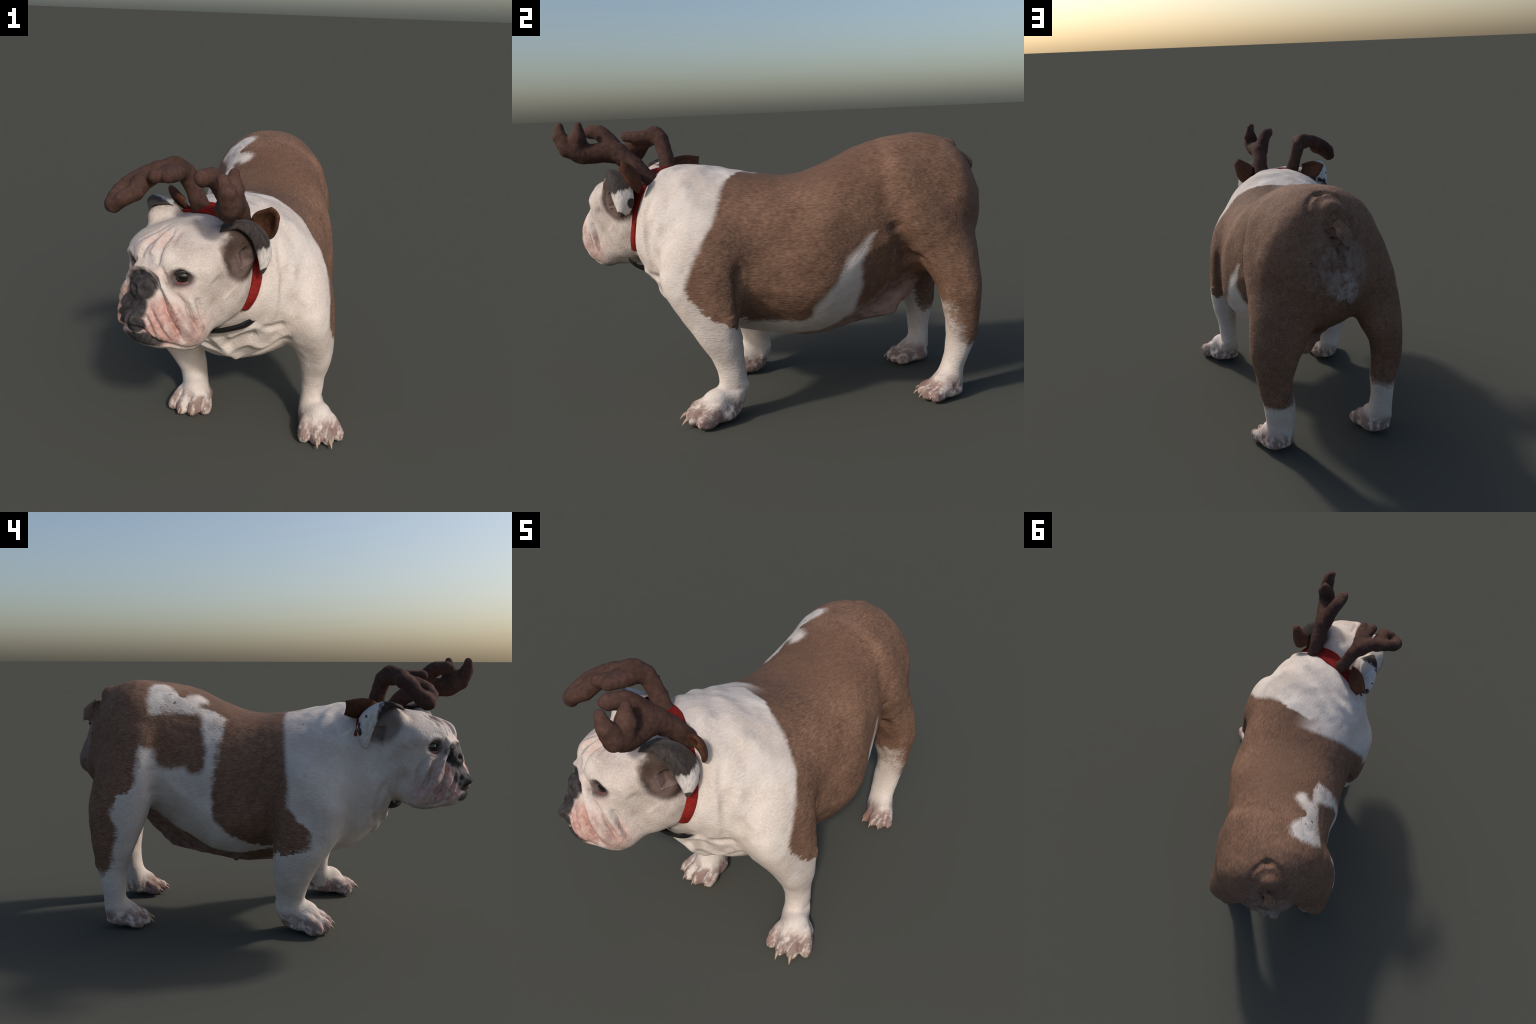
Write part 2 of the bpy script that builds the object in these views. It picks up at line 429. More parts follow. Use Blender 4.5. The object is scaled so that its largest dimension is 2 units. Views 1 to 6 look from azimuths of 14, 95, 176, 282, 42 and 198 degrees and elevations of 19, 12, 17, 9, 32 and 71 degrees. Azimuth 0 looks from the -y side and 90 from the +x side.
# throat and chest folds
for p, w, d in [
    ([(.144, -.611, .673), (.20, -.549, .638), (.251, -.506, .638)], 0.0182, -0.0120),
    ([(.02, -.60, .575), (.06, -.60, .61), (.105, -.60, .645), (.142, -.603, .658), (.19, -.565, .65)], 0.0208, 0.0135),
    ([(.0, -.56, .52), (.05, -.575, .555), (.10, -.57, .60), (.15, -.565, .605)], 0.0234, -0.0135),
    ([(.007, -.513, .497), (.099, -.544, .555), (.153, -.50, .531), (.219, -.486, .569), (.268, -.484, .609)], 0.0234, 0.0120),
    ([(.10, -.46, .44), (.16, -.45, .49), (.22, -.45, .54), (.26, -.44, .57)], 0.0182, -0.0090),
    ([(.262, -.53, .922), (.253, -.561, .83), (.271, -.529, .747), (.297, -.494, .683)], 0.0260, -0.0075),
    ([(.285, -.50, .93), (.29, -.51, .84), (.305, -.49, .76), (.33, -.46, .70)], 0.0286, 0.0060),
    ([(.214, -.515, 1.038), (.225, -.559, .965), (.249, -.569, .84), (.24, -.557, .719), (.224, -.547, .667)], 0.0182, -0.0067),
    ([(.341, -.451, .824), (.297, -.505, .76), (.32, -.487, .706)], 0.0208, -0.0053),
    # right side of the throat
    ([(-.26, -.58, .80), (-.27, -.56, .72), (-.25, -.54, .64), (-.20, -.53, .57)], .016, -.012),
    ([(-.22, -.60, .72), (-.20, -.60, .65), (-.14, -.585, .585), (-.06, -.575, .54)], .018, .016),
    ([(-.16, -.56, .54), (-.08, -.55, .50), (.0, -.53, .475)], .018, .012),
    ([(-.30, -.52, .86), (-.32, -.50, .76), (-.31, -.48, .66)], .02, -.007),
    ([(-.33, -.44, .95), (-.36, -.42, .88), (-.37, -.40, .80)], .018, -.006),
    # dewlap keel
    ([(-.04, -.61, .60), (-.01, -.57, .53), (.02, -.52, .47), (.05, -.46, .42)], .030, .020),
    # elbows, flanks, thighs
    ([(.373, -.135, .721), (.383, -.135, .583), (.36, -.128, .474)], .022, -.016),
    ([(-.379, -.045, .683), (-.377, -.055, .583), (-.37, -.06, .48)], .022, -.014),
    ([(.43, -.17, .50), (.42, -.15, .45)], .03, .008),
    ([(.208, .545, .87), (.205, .571, .80), (.187, .610, .70), (.17, .66, .60)], .035, -.022),
    ([(-.40, .53, .84), (-.40, .53, .76), (-.38, .52, .68)], .04, -.010),
    ([(.107, .516, 1.155), (.181, .513, 1.041), (.21, .528, .927)], .03, -.007),
    ([(.20, .62, .97), (.21, .66, .85), (.205, .72, .73)], .06, .008),
    # seat
    ([(-.182, .942, 1.043), (-.193, .962, .985), (-.198, .99, .92)], .012, -.016),
    ([(-.200, 1.0, .885), (-.200, 1.0, .825), (-.190, .97, .77)], .010, -.012),
    ([(-.150, .975, .99), (-.145, .985, .92), (-.135, .985, .84)], .018, -.008),
    ([(-.250, .95, .99), (-.255, .955, .92), (-.26, .95, .84)], .018, -.008),
    ([(-.15, .985, .88), (-.16, .99, .82), (-.18, .975, .76)], .02, .010),
    ([(-.25, .97, .88), (-.24, .975, .82), (-.22, .965, .76)], .02, .010),
    ([(-.054, .985, .969)], .022, .008), ([(-.054, .985, .969)], .009, -.010),
    ([(-.317, .88, .974)], .022, .008), ([(-.317, .88, .974)], .009, -.010),
    ([(-.118, .775, 1.248)], .022, -.014),
    ([(-.058, .86, 1.17), (-.075, .815, 1.215), (-.118, .775, 1.245), (-.175, .775, 1.24), (-.225, .81, 1.18)], .014, -.009),
    ([(-.09, .92, 1.11), (-.06, .865, 1.17)], .02, -.008),
    ([(-.24, .90, 1.06), (-.245, .85, 1.13)], .02, -.008),
    ([(-.135, .93, 1.115), (-.155, .955, 1.06), (-.20, .965, 1.012), (-.245, .94, 1.035)], .012, -.020),
    ([(-.130, .915, 1.125), (-.165, .905, 1.15), (-.21, .895, 1.14), (-.235, .90, 1.10)], .011, -.020),
    # hocks and tendons
    ([(-.392, .835, .46), (-.385, .83, .38), (-.39, .83, .32)], .012, -.012),
    ([(.06, .95, .44), (.055, .95, .36)], .012, -.006),
    ([(.11, .945, .30)], .03, .010), ([(-.44, .835, .33)], .03, .010),
    # wrists
    ([(.335, -.27, .155), (.39, -.22, .15), (.36, -.13, .15)], .012, -.004),
    ([(.34, -.125, .155)], .022, .010), ([(-.25, -.06, .14)], .022, .010),
    ]:
    sc.stroke(p, w, d)
sc.apply()
# teats and the loose skin along the belly
v = sc.v
for x, y in [(-.02, .58), (-.14, .52), (.03, .43), (-.16, .36), (.04, .27), (-.15, .18)]:
    m = np.where((np.abs(v[:, 0] - x) < .01) & (np.abs(v[:, 1] - y) < .01))[0]
    if len(m):
        p = v[m[np.argmin(v[m, 2])]]
        sc.stroke([p], .030, .008); sc.stroke([p], .012, .008)
v = sc.v
keel = np.where((np.abs(v[:, 0] + .05) < .12) & (v[:, 1] > .15) & (v[:, 1] < .62) & (v[:, 2] < .55) & (sc.n[:, 2] < -.4))[0]
sc.d[keel] += .008 * lattice_noise(v[keel] * V(1, .5, 1), 26, 5)
# rolling folds over the withers and broad unevenness of the coat
w = sstep(-.05, -.22, v[:, 1]) * sstep(-.62, -.50, v[:, 1]) * sstep(.98, 1.08, v[:, 2])
sc.d += w * .006 * np.sin(42 * (v[:, 1] + .5 * v[:, 0]) + 6 * lattice_noise(v, 5, 9)) * (.5 + .5 * lattice_noise(v, 9, 12))
sc.d -= .0055 * sstep(.08, .16, v[:, 2]) * (1 - .9 * sstep(.12, .22, (v - HO) @ HF))
sc.d += .0035 * lattice_noise(v, 9, 1) + .0018 * lattice_noise(v, 24, 2)
fold = sstep(-.33, -.5, v[:, 1]) * sstep(.95, .8, v[:, 2])
sc.d += fold * .004 * lattice_noise(v * V(1, 1, .6), 13, 3)
paws = sstep(.12, .06, v[:, 2])
sc.d += paws * .0025 * lattice_noise(v, 55, 4)
verts = sc.apply()
verts = verts + 0
low = verts[:, 2].min(); verts[:, 2] = np.where(verts[:, 2] < .1, verts[:, 2] - low * (1 - verts[:, 2] / .1), verts[:, 2])
normals = quad_normals(verts, faces)
# === END SKIN

# ------------------------------------------------------------------ node helpers
class NT:
    def __init__(s, name):
        s.m = bpy.data.materials.new(name); s.m.use_nodes = True
        s.t = s.m.node_tree; s.bsdf = s.t.nodes['Principled BSDF']; s.L = s.t.links
    def node(s, kind, **kw):
        n = s.t.nodes.new(kind)
        for k, v in kw.items(): setattr(n, k, v)
        return n
    def put(s, sock, val):
        if isinstance(val, S): s.L.new(val.k, sock)
        elif isinstance(val, bpy.types.NodeSocket): s.L.new(val, sock)
        elif isinstance(val, (tuple, list)) and len(val) == 3 and sock.type == 'RGBA': sock.default_value = (*val, 1)
        else: sock.default_value = val
    def math(s, op, *a, clamp=False):
        n = s.node('ShaderNodeMath', operation=op, use_clamp=clamp)
        for i, x in enumerate(a): s.put(n.inputs[i], x)
        return S(s, n.outputs[0])
    def pos(s):
        return s.node('ShaderNodeTexCoord').outputs['Object']
    def xyz(s, vec):
        n = s.node('ShaderNodeSeparateXYZ'); s.L.new(vec, n.inputs[0]); return [S(s, o) for o in n.outputs]
    def comb(s, x, y, z):
        n = s.node('ShaderNodeCombineXYZ')
        for i, q in enumerate((x, y, z)): s.put(n.inputs[i], q)
        return n.outputs[0]
    def vmath(s, op, a, b=None):
        n = s.node('ShaderNodeVectorMath', operation=op)
        for i, q in enumerate((a, b)):
            if q is None: continue
            if isinstance(q, bpy.types.NodeSocket): s.L.new(q, n.inputs[i])
            else: n.inputs[i].default_value = tuple(q)
        return n.outputs['Value'] if op in ('LENGTH', 'DISTANCE', 'DOT_PRODUCT') else n.outputs[0]
    def noise(s, vec, scale, detail=3, rough=.55, stretch=None):
        if stretch: vec = s.vmath('MULTIPLY', vec, stretch)
        n = s.node('ShaderNodeTexNoise'); s.L.new(vec, n.inputs['Vector'])
        n.inputs['Scale'].default_value = scale; n.inputs['Detail'].default_value = detail; n.inputs['Roughness'].default_value = rough
        return S(s, n.outputs['Fac'])
    def step(s, x, e0, e1):
        n = s.node('ShaderNodeMapRange', interpolation_type='SMOOTHSTEP')
        s.put(n.inputs[0], x)
        if e0 <= e1:
            n.inputs[1].default_value = e0; n.inputs[2].default_value = e1; n.inputs[3].default_value = 0; n.inputs[4].default_value = 1
        else:
            n.inputs[1].default_value = e1; n.inputs[2].default_value = e0; n.inputs[3].default_value = 1; n.inputs[4].default_value = 0
        return S(s, n.outputs[0])
    def curve(s, x, pts, lo, hi, vlo, vhi):
        """smooth curve through (x, value) points"""
        n = s.node('ShaderNodeFloatCurve'); c = n.mapping.curves[0]
        q = sorted(((a - lo) / (hi - lo), (b - vlo) / (vhi - vlo)) for a, b in pts)
        while len(c.points) < len(q): c.points.new(.5, .5)
        for p, (a, b) in zip(c.points, q): p.location = (a, b); p.handle_type = 'VECTOR'
        n.mapping.extend = 'HORIZONTAL'; n.mapping.update()
        s.put(n.inputs['Value'], (x - lo) * (1 / (hi - lo)))
        return S(s, n.outputs[0]) * (vhi - vlo) + vlo
    def ball(s, vec, c, r, e0=1.15, e1=.85):
        """soft ellipsoid mask"""
        d = s.vmath('DIVIDE', s.vmath('SUBTRACT', vec, c), r if isinstance(r, (tuple, list)) else (r, r, r))
        return s.step(S(s, s.vmath('LENGTH', d)), e0, e1)
    def seg2(s, u, v, a, b, r0, r1, soft=.02):
        """soft tapering stripe in a plane, from a to b"""
        du, dv = b[0] - a[0], b[1] - a[1]; q = du * du + dv * dv
        t = s.math('ADD', (u - a[0]) * (du / q), (v - a[1]) * (dv / q), clamp=True)
        x = u - a[0] - t * du; y = v - a[1] - t * dv
        d = s.math('SQRT', x * x + y * y) - (t * (r1 - r0) + r0)
        return s.step(d, soft, -soft)
    def mix(s, fac, a, b):
        n = s.node('ShaderNodeMix', data_type='RGBA')
        s.put(n.inputs[0], fac); s.put(n.inputs[6], a); s.put(n.inputs[7], b)
        return n.outputs[2]
    def ramp(s, fac, stops):
        n = s.node('ShaderNodeValToRGB'); s.put(n.inputs[0], fac); e = n.color_ramp.elements
        while len(e) < len(stops): e.new(.5)
        for p, (a, c) in zip(e, stops): p.position = a; p.color = (*c, 1)
        return n.outputs[0]
    def bump(s, h, strength=.3, dist=.004):
        n = s.node('ShaderNodeBump'); s.put(n.inputs['Height'], h); n.inputs['Strength'].default_value = strength; n.inputs['Distance'].default_value = dist
        s.L.new(n.outputs[0], s.bsdf.inputs['Normal'])
    def done(s, color, rough=.75, spec=.25, sheen=0):
        s.put(s.bsdf.inputs['Base Color'], color); s.put(s.bsdf.inputs['Roughness'], rough)
        s.bsdf.inputs['Specular IOR Level'].default_value = spec
        if sheen:
            s.bsdf.inputs['Sheen Weight'].default_value = sheen; s.bsdf.inputs['Sheen Roughness'].default_value = .5
        return s.m

class S:
    def __init__(s, n, k): s.n = n; s.k = k
    def __add__(a, b): return a.n.math('ADD', a, b)
    def __radd__(a, b): return a.n.math('ADD', b, a)
    def __sub__(a, b): return a.n.math('SUBTRACT', a, b)
    def __rsub__(a, b): return a.n.math('SUBTRACT', b, a)
    def __mul__(a, b): return a.n.math('MULTIPLY', a, b)
    def __rmul__(a, b): return a.n.math('MULTIPLY', b, a)
    def __or__(a, b): return a.n.math('MAXIMUM', a, b)
    def __and__(a, b): return a.n.math('MULTIPLY', a, b)
    def __invert__(a): return a.n.math('SUBTRACT', 1.0, a)

WHITE = (.67, .595, .54); WHITE2 = (.53, .44, .385)
BROWN = (.176, .097, .063); BROWN_D = (.092, .050, .033); BROWN_L = (.262, .150, .098)
PINK = (.46, .27, .22); BLACK = (.022, .019, .019)

# ------------------------------------------------------------------ coat of trunk and legs
def coat_material():
    n = NT('short_coat'); p = n.pos(); X, Y, Z = n.xyz(p)
    j1 = n.noise(p, 150, 2, .6, (1, .22, .9)) - .5            # hair tips along a patch's edge
    j2 = n.noise(p, 14, 2) - .5                               # wavering of the edge
    jit = j1 * .036 + j2 * .036
    y = Y + jit; z = Z + jit; x = X + jit
    ZZ = Z + j2 * .13 + j1 * .05
    left = n.step(X, -.15, .05)
    # ---- left flank
    front_l = n.curve(ZZ, [(.40, -.12), (.44, -.14), (.455, -.22), (.52, -.30), (.589, -.356), (.637, -.374), (.686, -.356), (.753, -.33), (.82, -.293), (.88, -.26), (.95, -.232), (1.014, -.226), (1.066, -.208), (1.10, -.165), (1.15, -.10)], .3, 1.3, -.5, .5)
    brown_l = n.step(y - front_l, -.018, .018)
    streak = n.seg2(y, z, (.452, .815), (.37, .70), .004, .034) | n.seg2(y, z, (.37, .70), (.345, .58), .034, .062) | n.seg2(y, z, (.345, .58), (.28, .46), .062, .10)
    low_l = n.curve(Y, [(-.2, .41), (0, .418), (.12, .425), (.2, .45), (.35, .42), (.45, .45), (.56, .50), (.65, .46), (.8, .30), (1., .24)], -.3, 1., 0, 1)
    brown_l = brown_l & ~streak & n.step(Z + jit * 1.6 - low_l, -.018, .018)
    shin_l = n.curve(ZZ, [(.20, 1.0), (.235, .95), (.262, .87), (.33, .835), (.40, .805), (.46, .765), (.52, .69), (.57, .50)], .1, .9, .4, 1.0)
    brown_l = brown_l & (n.step(Y + jit * 2.2 - shin_l, -.06, .07) | n.step(Z, .70, .76) | n.step(Y, .60, .54))
    brown_l = brown_l & (n.step(Z + jit * 2.0, .195, .30) | n.step(Y, .60, .54))
    # ---- right flank
    front_r = n.curve(ZZ, [(.40, -.05), (.43, -.06), (.45, -.22), (.48, -.255), (.556, -.264), (.605, -.20), (.663, -.147), (.788, -.142), (.984, -.107), (1.09, -.08), (1.15, -.08)], .3, 1.3, -.5, .5)
    rear_r = n.curve(ZZ, [(.43, -.10), (.44, .08), (.503, .174), (.585, .232), (.765, .229), (.915, .213), (1.048, .195), (1.10, .20)], .3, 1.3, -.5, .5)
    band = n.step(y - front_r, -.018, .018) & n.step(y - rear_r, .018, -.018)
    hind_r = n.curve(ZZ, [(.26, 1.0), (.285, .755), (.37, .715), (.442, .697), (.555, .680), (.596, .711), (.682, .695), (.727, .60), (.832, .583), (.947, .574), (1.1, .56)], .2, 1.2, .2, 1.2)
    hind = n.step(y - hind_r, -.018, .018) & n.step(Z + jit * 2.0, .235, .34)
    isle = n.seg2(y, z, (.45, 1.02), (.41, .95), .105, .125) | n.seg2(y, z, (.325, .90), (.325, .845), .06, .05) | n.seg2(y, z, (.44, .90), (.46, .88), .06, .06) | n.seg2(y, z, (.52, 1.0), (.62, 1.02), .08, .08) | n.seg2(y, z, (.345, 1.02), (.35, 1.05), .05, .04)
    top = n.step(x, -.235, -.215) | n.step(Z, 1.10, 1.115)
    brown_r = (band | hind | isle | (top & n.step(y - front_r, -.018, .018)))
    patch = n.seg2(x, y, (-.170, .345), (-.245, .385), .034, .040) | n.seg2(x, y, (-.245, .385), (-.265, .52), .036, .062) | n.seg2(x, y, (-.23, .53), (-.30, .54), .058, .045)
    patch = patch & n.step(Z, 1.07, 1.09)
    patch = patch & ~n.ball(p, (-.205, .432, 1.18), (.024, .022, .05)) & ~n.ball(p, (-.165, .455, 1.20), (.02, .018, .05))
    patch = patch & ~(n.step(n.noise(p, 26, 2), .60, .68) * n.ball(p, (-.22, .43, 1.15), (.12, .09, .1), 1.2, .6))
    brown_r = brown_r & ~patch
    brown = (left & brown_l) + (~left & brown_r)
    brown = brown | n.ball(p, (-.253, -.187, 1.049), (.02, .013, .016)) | (n.ball(p, (-.10, -.30, 1.13), .009) & n.step(j2, -.3, .3))
    # ---- colours
    hair = n.noise(p, 170, 4, .6, (1, .25, .8)); blot = n.noise(p, 7, 3); fleck = n.noise(p, 46, 2, .6, (1, .5, .8))
    saddle = n.step(Z + (blot - .5) * .15, .98, 1.12) & n.step(Y, .55, .30)
    bc = n.ramp(hair * .60 + fleck * .20 + blot * .25, [(.36, BROWN_D), (.52, BROWN), (.68, BROWN_L)])
    bc = n.mix(saddle * .55, bc, BROWN_D)
    grey = n.step(Z, .92, 1.04) & n.step(n.noise(p, 11, 3), .52, .68)  # grey spots painted on upper whites, partly the shading of the nape folds
    wc = n.ramp(hair * .5 + blot * .5, [(.34, WHITE2), (.56, WHITE), (.75, (.70, .635, .585))])
    wc = n.mix(grey * .45, wc, (.36, .33, .32))
    wc = n.mix(n.step(n.noise(p, 4, 3), .42, .7) * .40, wc, (.48, .405, .35))
    col = n.mix(brown, wc, bc)
    # grey skin of the seat
    seat = n.ball(p, (-.20, .985, .94), (.17, .14, .16), 1.3, .3) & n.step(fleck + blot, .70, 1.25)
    col = n.mix(seat * .75, col, (.26, .215, .195))
    seat2 = n.ball(p, (-.20, 1.0, .85), (.06, .06, .09), 1.3, .5) & n.step(n.noise(p, 40, 3), .42, .6)
    col = n.mix(seat2 * .6, col, (.40, .35, .33))
    # bare pink belly
    under = n.curve(Y, [(-.1, .30), (.1, .36), (.25, .38), (.37, .42), (.46, .49), (.56, .59), (.66, .60), (.72, .50)], -.2, .9, .2, .8)
    rosy = n.step(Z + jit - under, .012, -.015) & n.step(X, .16, .12) & n.step(X, -.30, -.26) & n.step(Y, .05, .14) & n.step(Y, .80, .70)
    col = n.mix(rosy * .85, col, n.ramp(n.noise(p, 22, 4), [(.35, (.17, .105, .09)), (.6, (.30, .19, .16)), (.75, (.36, .24, .21))]))
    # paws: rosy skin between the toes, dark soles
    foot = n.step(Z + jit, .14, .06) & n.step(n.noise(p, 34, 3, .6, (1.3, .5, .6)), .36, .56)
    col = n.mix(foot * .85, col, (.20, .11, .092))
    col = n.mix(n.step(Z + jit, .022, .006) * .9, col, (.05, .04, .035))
    n.bump(hair * .8 + fleck * .4, .6, .006)
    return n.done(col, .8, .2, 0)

# ------------------------------------------------------------------ head
def head_material():
    n = NT('face_coat'); p = n.pos()
    d = n.vmath('SUBTRACT', p, HO)
    fw = n.vmath('DOT_PRODUCT', d, HF); lt = n.vmath('DOT_PRODUCT', d, HL); _, _, up = n.xyz(d)
    q = n.comb(S(n, fw), S(n, lt), up); F, Lt, U = S(n, fw), S(n, lt), up
    j = n.noise(p, 45, 3) - .5; jb = n.noise(p, 15, 3) - .5
    qq = n.vmath('ADD', q, n.comb(j * .02 + jb * .02, j * .022 + jb * .022, j * .022 + jb * .02))
    hair = n.noise(p, 120, 3, .65); blot = n.noise(p, 9, 3); fleck = n.noise(p, 50, 3)
    col = n.ramp(hair * .4 + blot * .6, [(.34, (.44, .355, .31)), (.55, (.595, .515, .465)), (.75, (.65, .585, .54))])
    # flush of pink on forehead, cheeks' front and lips
    flush = (n.ball(qq, (.26, -.01, .11), (.09, .07, .05), 1.4, .4) | n.ball(qq, (.33, .03, .01), (.04, .05, .03), 1.4, .4)) & n.step(fleck, .35, .6)
    col = n.mix(flush * .45, col, (.50, .31, .26))
    lips = n.ball(qq, (.365, .095, -.165), (.10, .085, .10), 1.25, .7) | n.ball(qq, (.365, -.125, -.165), (.10, .085, .10), 1.25, .7) | (n.ball(qq, (.275, .175, -.21), (.09, .06, .085), 1.3, .4) * .8) | (n.ball(qq, (.275, -.19, -.21), (.09, .06, .085), 1.3, .4) * .8)
    streak = n.noise(q, 16, 3, .6, (1, 2.2, .6))
    lips = lips & n.step(streak + blot * .4, .42, .72)
    col = n.mix(lips * .9, col, n.ramp(fleck * .6 + blot * .4, [(.38, (.33, .17, .145)), (.56, (.50, .285, .24)), (.70, (.56, .40, .345))]))
    spots = (n.ball(qq, (.36, .11, -.17), (.10, .10, .10), 1.1, .8) | n.ball(qq, (.36, -.13, -.17), (.10, .10, .10), 1.1, .8)) & n.step(n.noise(p, 62, 2), .63, .74)
    col = n.mix(spots * .7, col, (.13, .075, .07))
    # ear root patch: black brown on the left, fainter on the right
    patch = n.ball(qq, (.045, .20, .068), (.115, .115, .125), 1.15, .85)
    col = n.mix(patch, col, n.ramp(blot, [(.35, (.03, .024, .022)), (.55, (.075, .045, .034)), (.7, (.13, .075, .05))]))
    hollow = n.ball(qq, (.080, .245, .010), (.06, .06, .07), 1.3, .5)
    col = n.mix(hollow * .8, col, n.ramp(blot, [(.35, (.13, .085, .075)), (.65, (.25, .175, .155))]))
    patch_r = n.ball(qq, (.075, -.20, .10), (.085, .09, .095), 1.15, .75)
    col = n.mix(patch_r * .8, col, (.14, .105, .095))
    # dark rims of the eyes
    for s in (-1, 1):
        rim = n.ball(qq, (.288, s * .117, -.004), (.06, .048, .036), 1.35, .65)
        col = n.mix(rim * .92, col, (.055, .035, .032))
        tear = n.ball(qq, (.285, s * .14, -.05), (.05, .03, .03), 1.4, .5)
        col = n.mix(tear * .35, col, (.36, .22, .19))
    # black nose, dark philtrum and lower lip
    qn = n.vmath('ADD', q, n.comb(j * .012, j * .012, j * .012))
    black = n.ball(qn, (.365, -.022, -.042), (.06, .082, .058), 1.1, .9) | n.ball(qn, (.41, -.036, -.115), (.08, .080, .085), 1.12, .86) | n.ball(qq, (.395, .025, -.232), (.08, .100, .028), 1.25, .7) | n.ball(qn, (.43, -.016, -.172), (.06, .075, .042), 1.1, .9)
    col = n.mix(black, col, n.ramp(fleck, [(.35, (.024, .020, .021)), (.6, (.050, .042, .042)), (.75, (.095, .073, .070))]))
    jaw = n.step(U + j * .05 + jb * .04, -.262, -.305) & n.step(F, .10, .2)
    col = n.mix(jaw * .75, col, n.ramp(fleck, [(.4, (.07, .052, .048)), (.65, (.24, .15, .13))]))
    n.bump(hair * .8 + fleck * .4, .6, .006)
    return n.done(col, .72, .25, 0)

def fabric(name, dark, mid, light, scale=60, rough=.9):
    n = NT(name); p = n.pos(); a = n.noise(p, scale, 4, .65); b = n.noise(p, 8, 2)
    n.bump(a, .35, .003)
    return n.done(n.ramp(a * .55 + b * .45, [(.36, dark), (.52, mid), (.68, light)]), rough, .12, .0)

def plain(name, color, rough=.6, spec=.3):
    n = NT(name); p = n.pos(); a = n.noise(p, 40, 3)
    dk = tuple(c * .72 for c in color)
    return n.done(n.ramp(a, [(.35, dk), (.6, color)]), rough, spec)

def ear_material(name, left):
    """outside of a real ear: black-brown above, white tuft below on the left; white with black spots on the right"""
    n = NT(name); p = n.pos(); d = n.vmath('SUBTRACT', p, HO)
    F = S(n, n.vmath('DOT_PRODUCT', d, HF)); U = n.xyz(d)[2]; lt = S(n, n.vmath('DOT_PRODUCT', d, HL))
    q = n.comb(F, lt, U)
    j = n.noise(p, 60, 3, .6, (1, 1, .3)) - .5; hair = n.noise(p, 110, 3, .6, (1, 1, .4))
    dark = n.ramp(hair, [(.35, (.020, .017, .017)), (.6, (.045, .034, .030)), (.8, (.09, .06, .045))])
    white = n.ramp(hair, [(.35, (.48, .43, .40)), (.65, (.68, .63, .60))])
    if left:
        m = n.step(U + j * .07 + F * .35, .095, .075) & n.step(F + j * .02, .045, .03)
        m = m & ~n.ball(q, (.0, .285, -.022), (.022, .05, .022)) & ~n.ball(q, (-.055, .255, .03), (.012, .05, .03))
    else:
        m = n.step(F + j * .05 - U * .18, .052, .035)
        for c, r in [((-.035, -.28, .105), .012), ((-.018, -.29, .095), .011), ((-.01, -.29, .065), .013), ((-.03, -.28, .072), .009), ((.02, -.29, .14), .006)]:
            m = m & ~n.ball(n.vmath('ADD', q, n.comb(j * .01, 0., j * .02)), c, (r, .05, r * 1.4), 1.2, .8)
    n.bump(hair, .3, .003)
    return n.done(n.mix(m, dark, white), .75, .25, .1)

COAT = coat_material(); FACE = head_material()
FELT = fabric('antler_felt', (.046, .024, .019), (.070, .037, .029), (.098, .054, .043))
FELT_EAR = fabric('ear_felt', (.060, .026, .016), (.10, .043, .025), (.15, .066, .038))
RED = fabric('red_cloth', (.11, .007, .006), (.20, .014, .011), (.28, .026, .02), 90)
STRAP = plain('black_strap', (.014, .013, .013), .6)
CLAW = plain('claw_horn', (.38, .27, .20), .45, .4)
LID = plain('eyelid_skin', (.14, .055, .048), .4, .5)
LID_D = plain('dark_eyelid_skin', (.028, .020, .019), .45, .5)
EAR_IN = plain('inner_ear_skin', (.17, .10, .088), .7)
EAR_L = ear_material('ear_coat_left', True); EAR_R = ear_material('ear_coat_right', False)

def eye_material():
    n = NT('eyeball'); p = n.pos(); _, _, U = n.xyz(p)
    r = n.ball(p, (0, 0, .034), .026, 1.05, .95); c = n.mix(r, (.10, .062, .056), n.ramp(n.noise(p, 90, 3), [(.3, (.010, .007, .005)), (.7, (.026, .014, .009))]))
    c = n.mix(n.ball(p, (0, 0, .036), .014, 1.05, .95), c, (.004, .004, .004))
    m = n.done(c, .06, .5); n.bsdf.inputs['Coat Weight'].default_value = .6; n.bsdf.inputs['Coat Roughness'].default_value = .03
    return m
EYE = eye_material()

# ------------------------------------------------------------------ assemble
scene = bpy.context.scene
def obj(name, me, parent=None, mat=None):
    o = bpy.data.objects.new(name, me); scene.collection.objects.link(o); o.parent = parent
    for m in (mat if isinstance(mat, (list, tuple)) else [mat] if mat else []): me.materials.append(m)
    return o

root = bpy.data.objects.new('bulldog', None); scene.collection.objects.link(root)
root['label'] = 'brown and white bulldog standing, wearing felt reindeer antlers'
root['category'] = 'dog'

# split the one seamless skin by body region
cen = verts[faces].mean(1)
d_head, d_trunk = head(cen), trunk(cen)
legs = {'fl': forelimb_l, 'fr': forelimb_r, 'hl': hindlimb_l, 'hr': hindlimb_r}
label = np.zeros(len(faces), int)                                # 0 torso
label[cen[:, 1] < -.42] = 1                                      # neck
for i, k in enumerate(('fl', 'fr', 'hl', 'hr')):
    front = k[0] == 'f'; side = cen[:, 0] > (.07 if front else -.14)
    side = side if k[1] == 'l' else ~side
    zone = (cen[:, 1] < .25) if front else (cen[:, 1] > .4)
    near = legs[k](cen) < np.minimum(d_trunk, .05) + .004
    ok = side & zone & ((near & (cen[:, 2] < (.60 if front else .72))) | (cen[:, 2] < .24))
    label[ok] = 3 + i
label[(d_head < d_trunk) & (cen[:, 1] < -.45)] = 2               # head
d_tail = np.minimum(tail.items[0][0](cen), tail.items[1][0](cen))
label[(d_tail < .012) & (cen[:, 1] > .8)] = 7
names = ['torso', 'neck', 'head', 'forelimb', 'forelimb', 'hindlimb', 'hindlimb', 'tail']
parts = {}
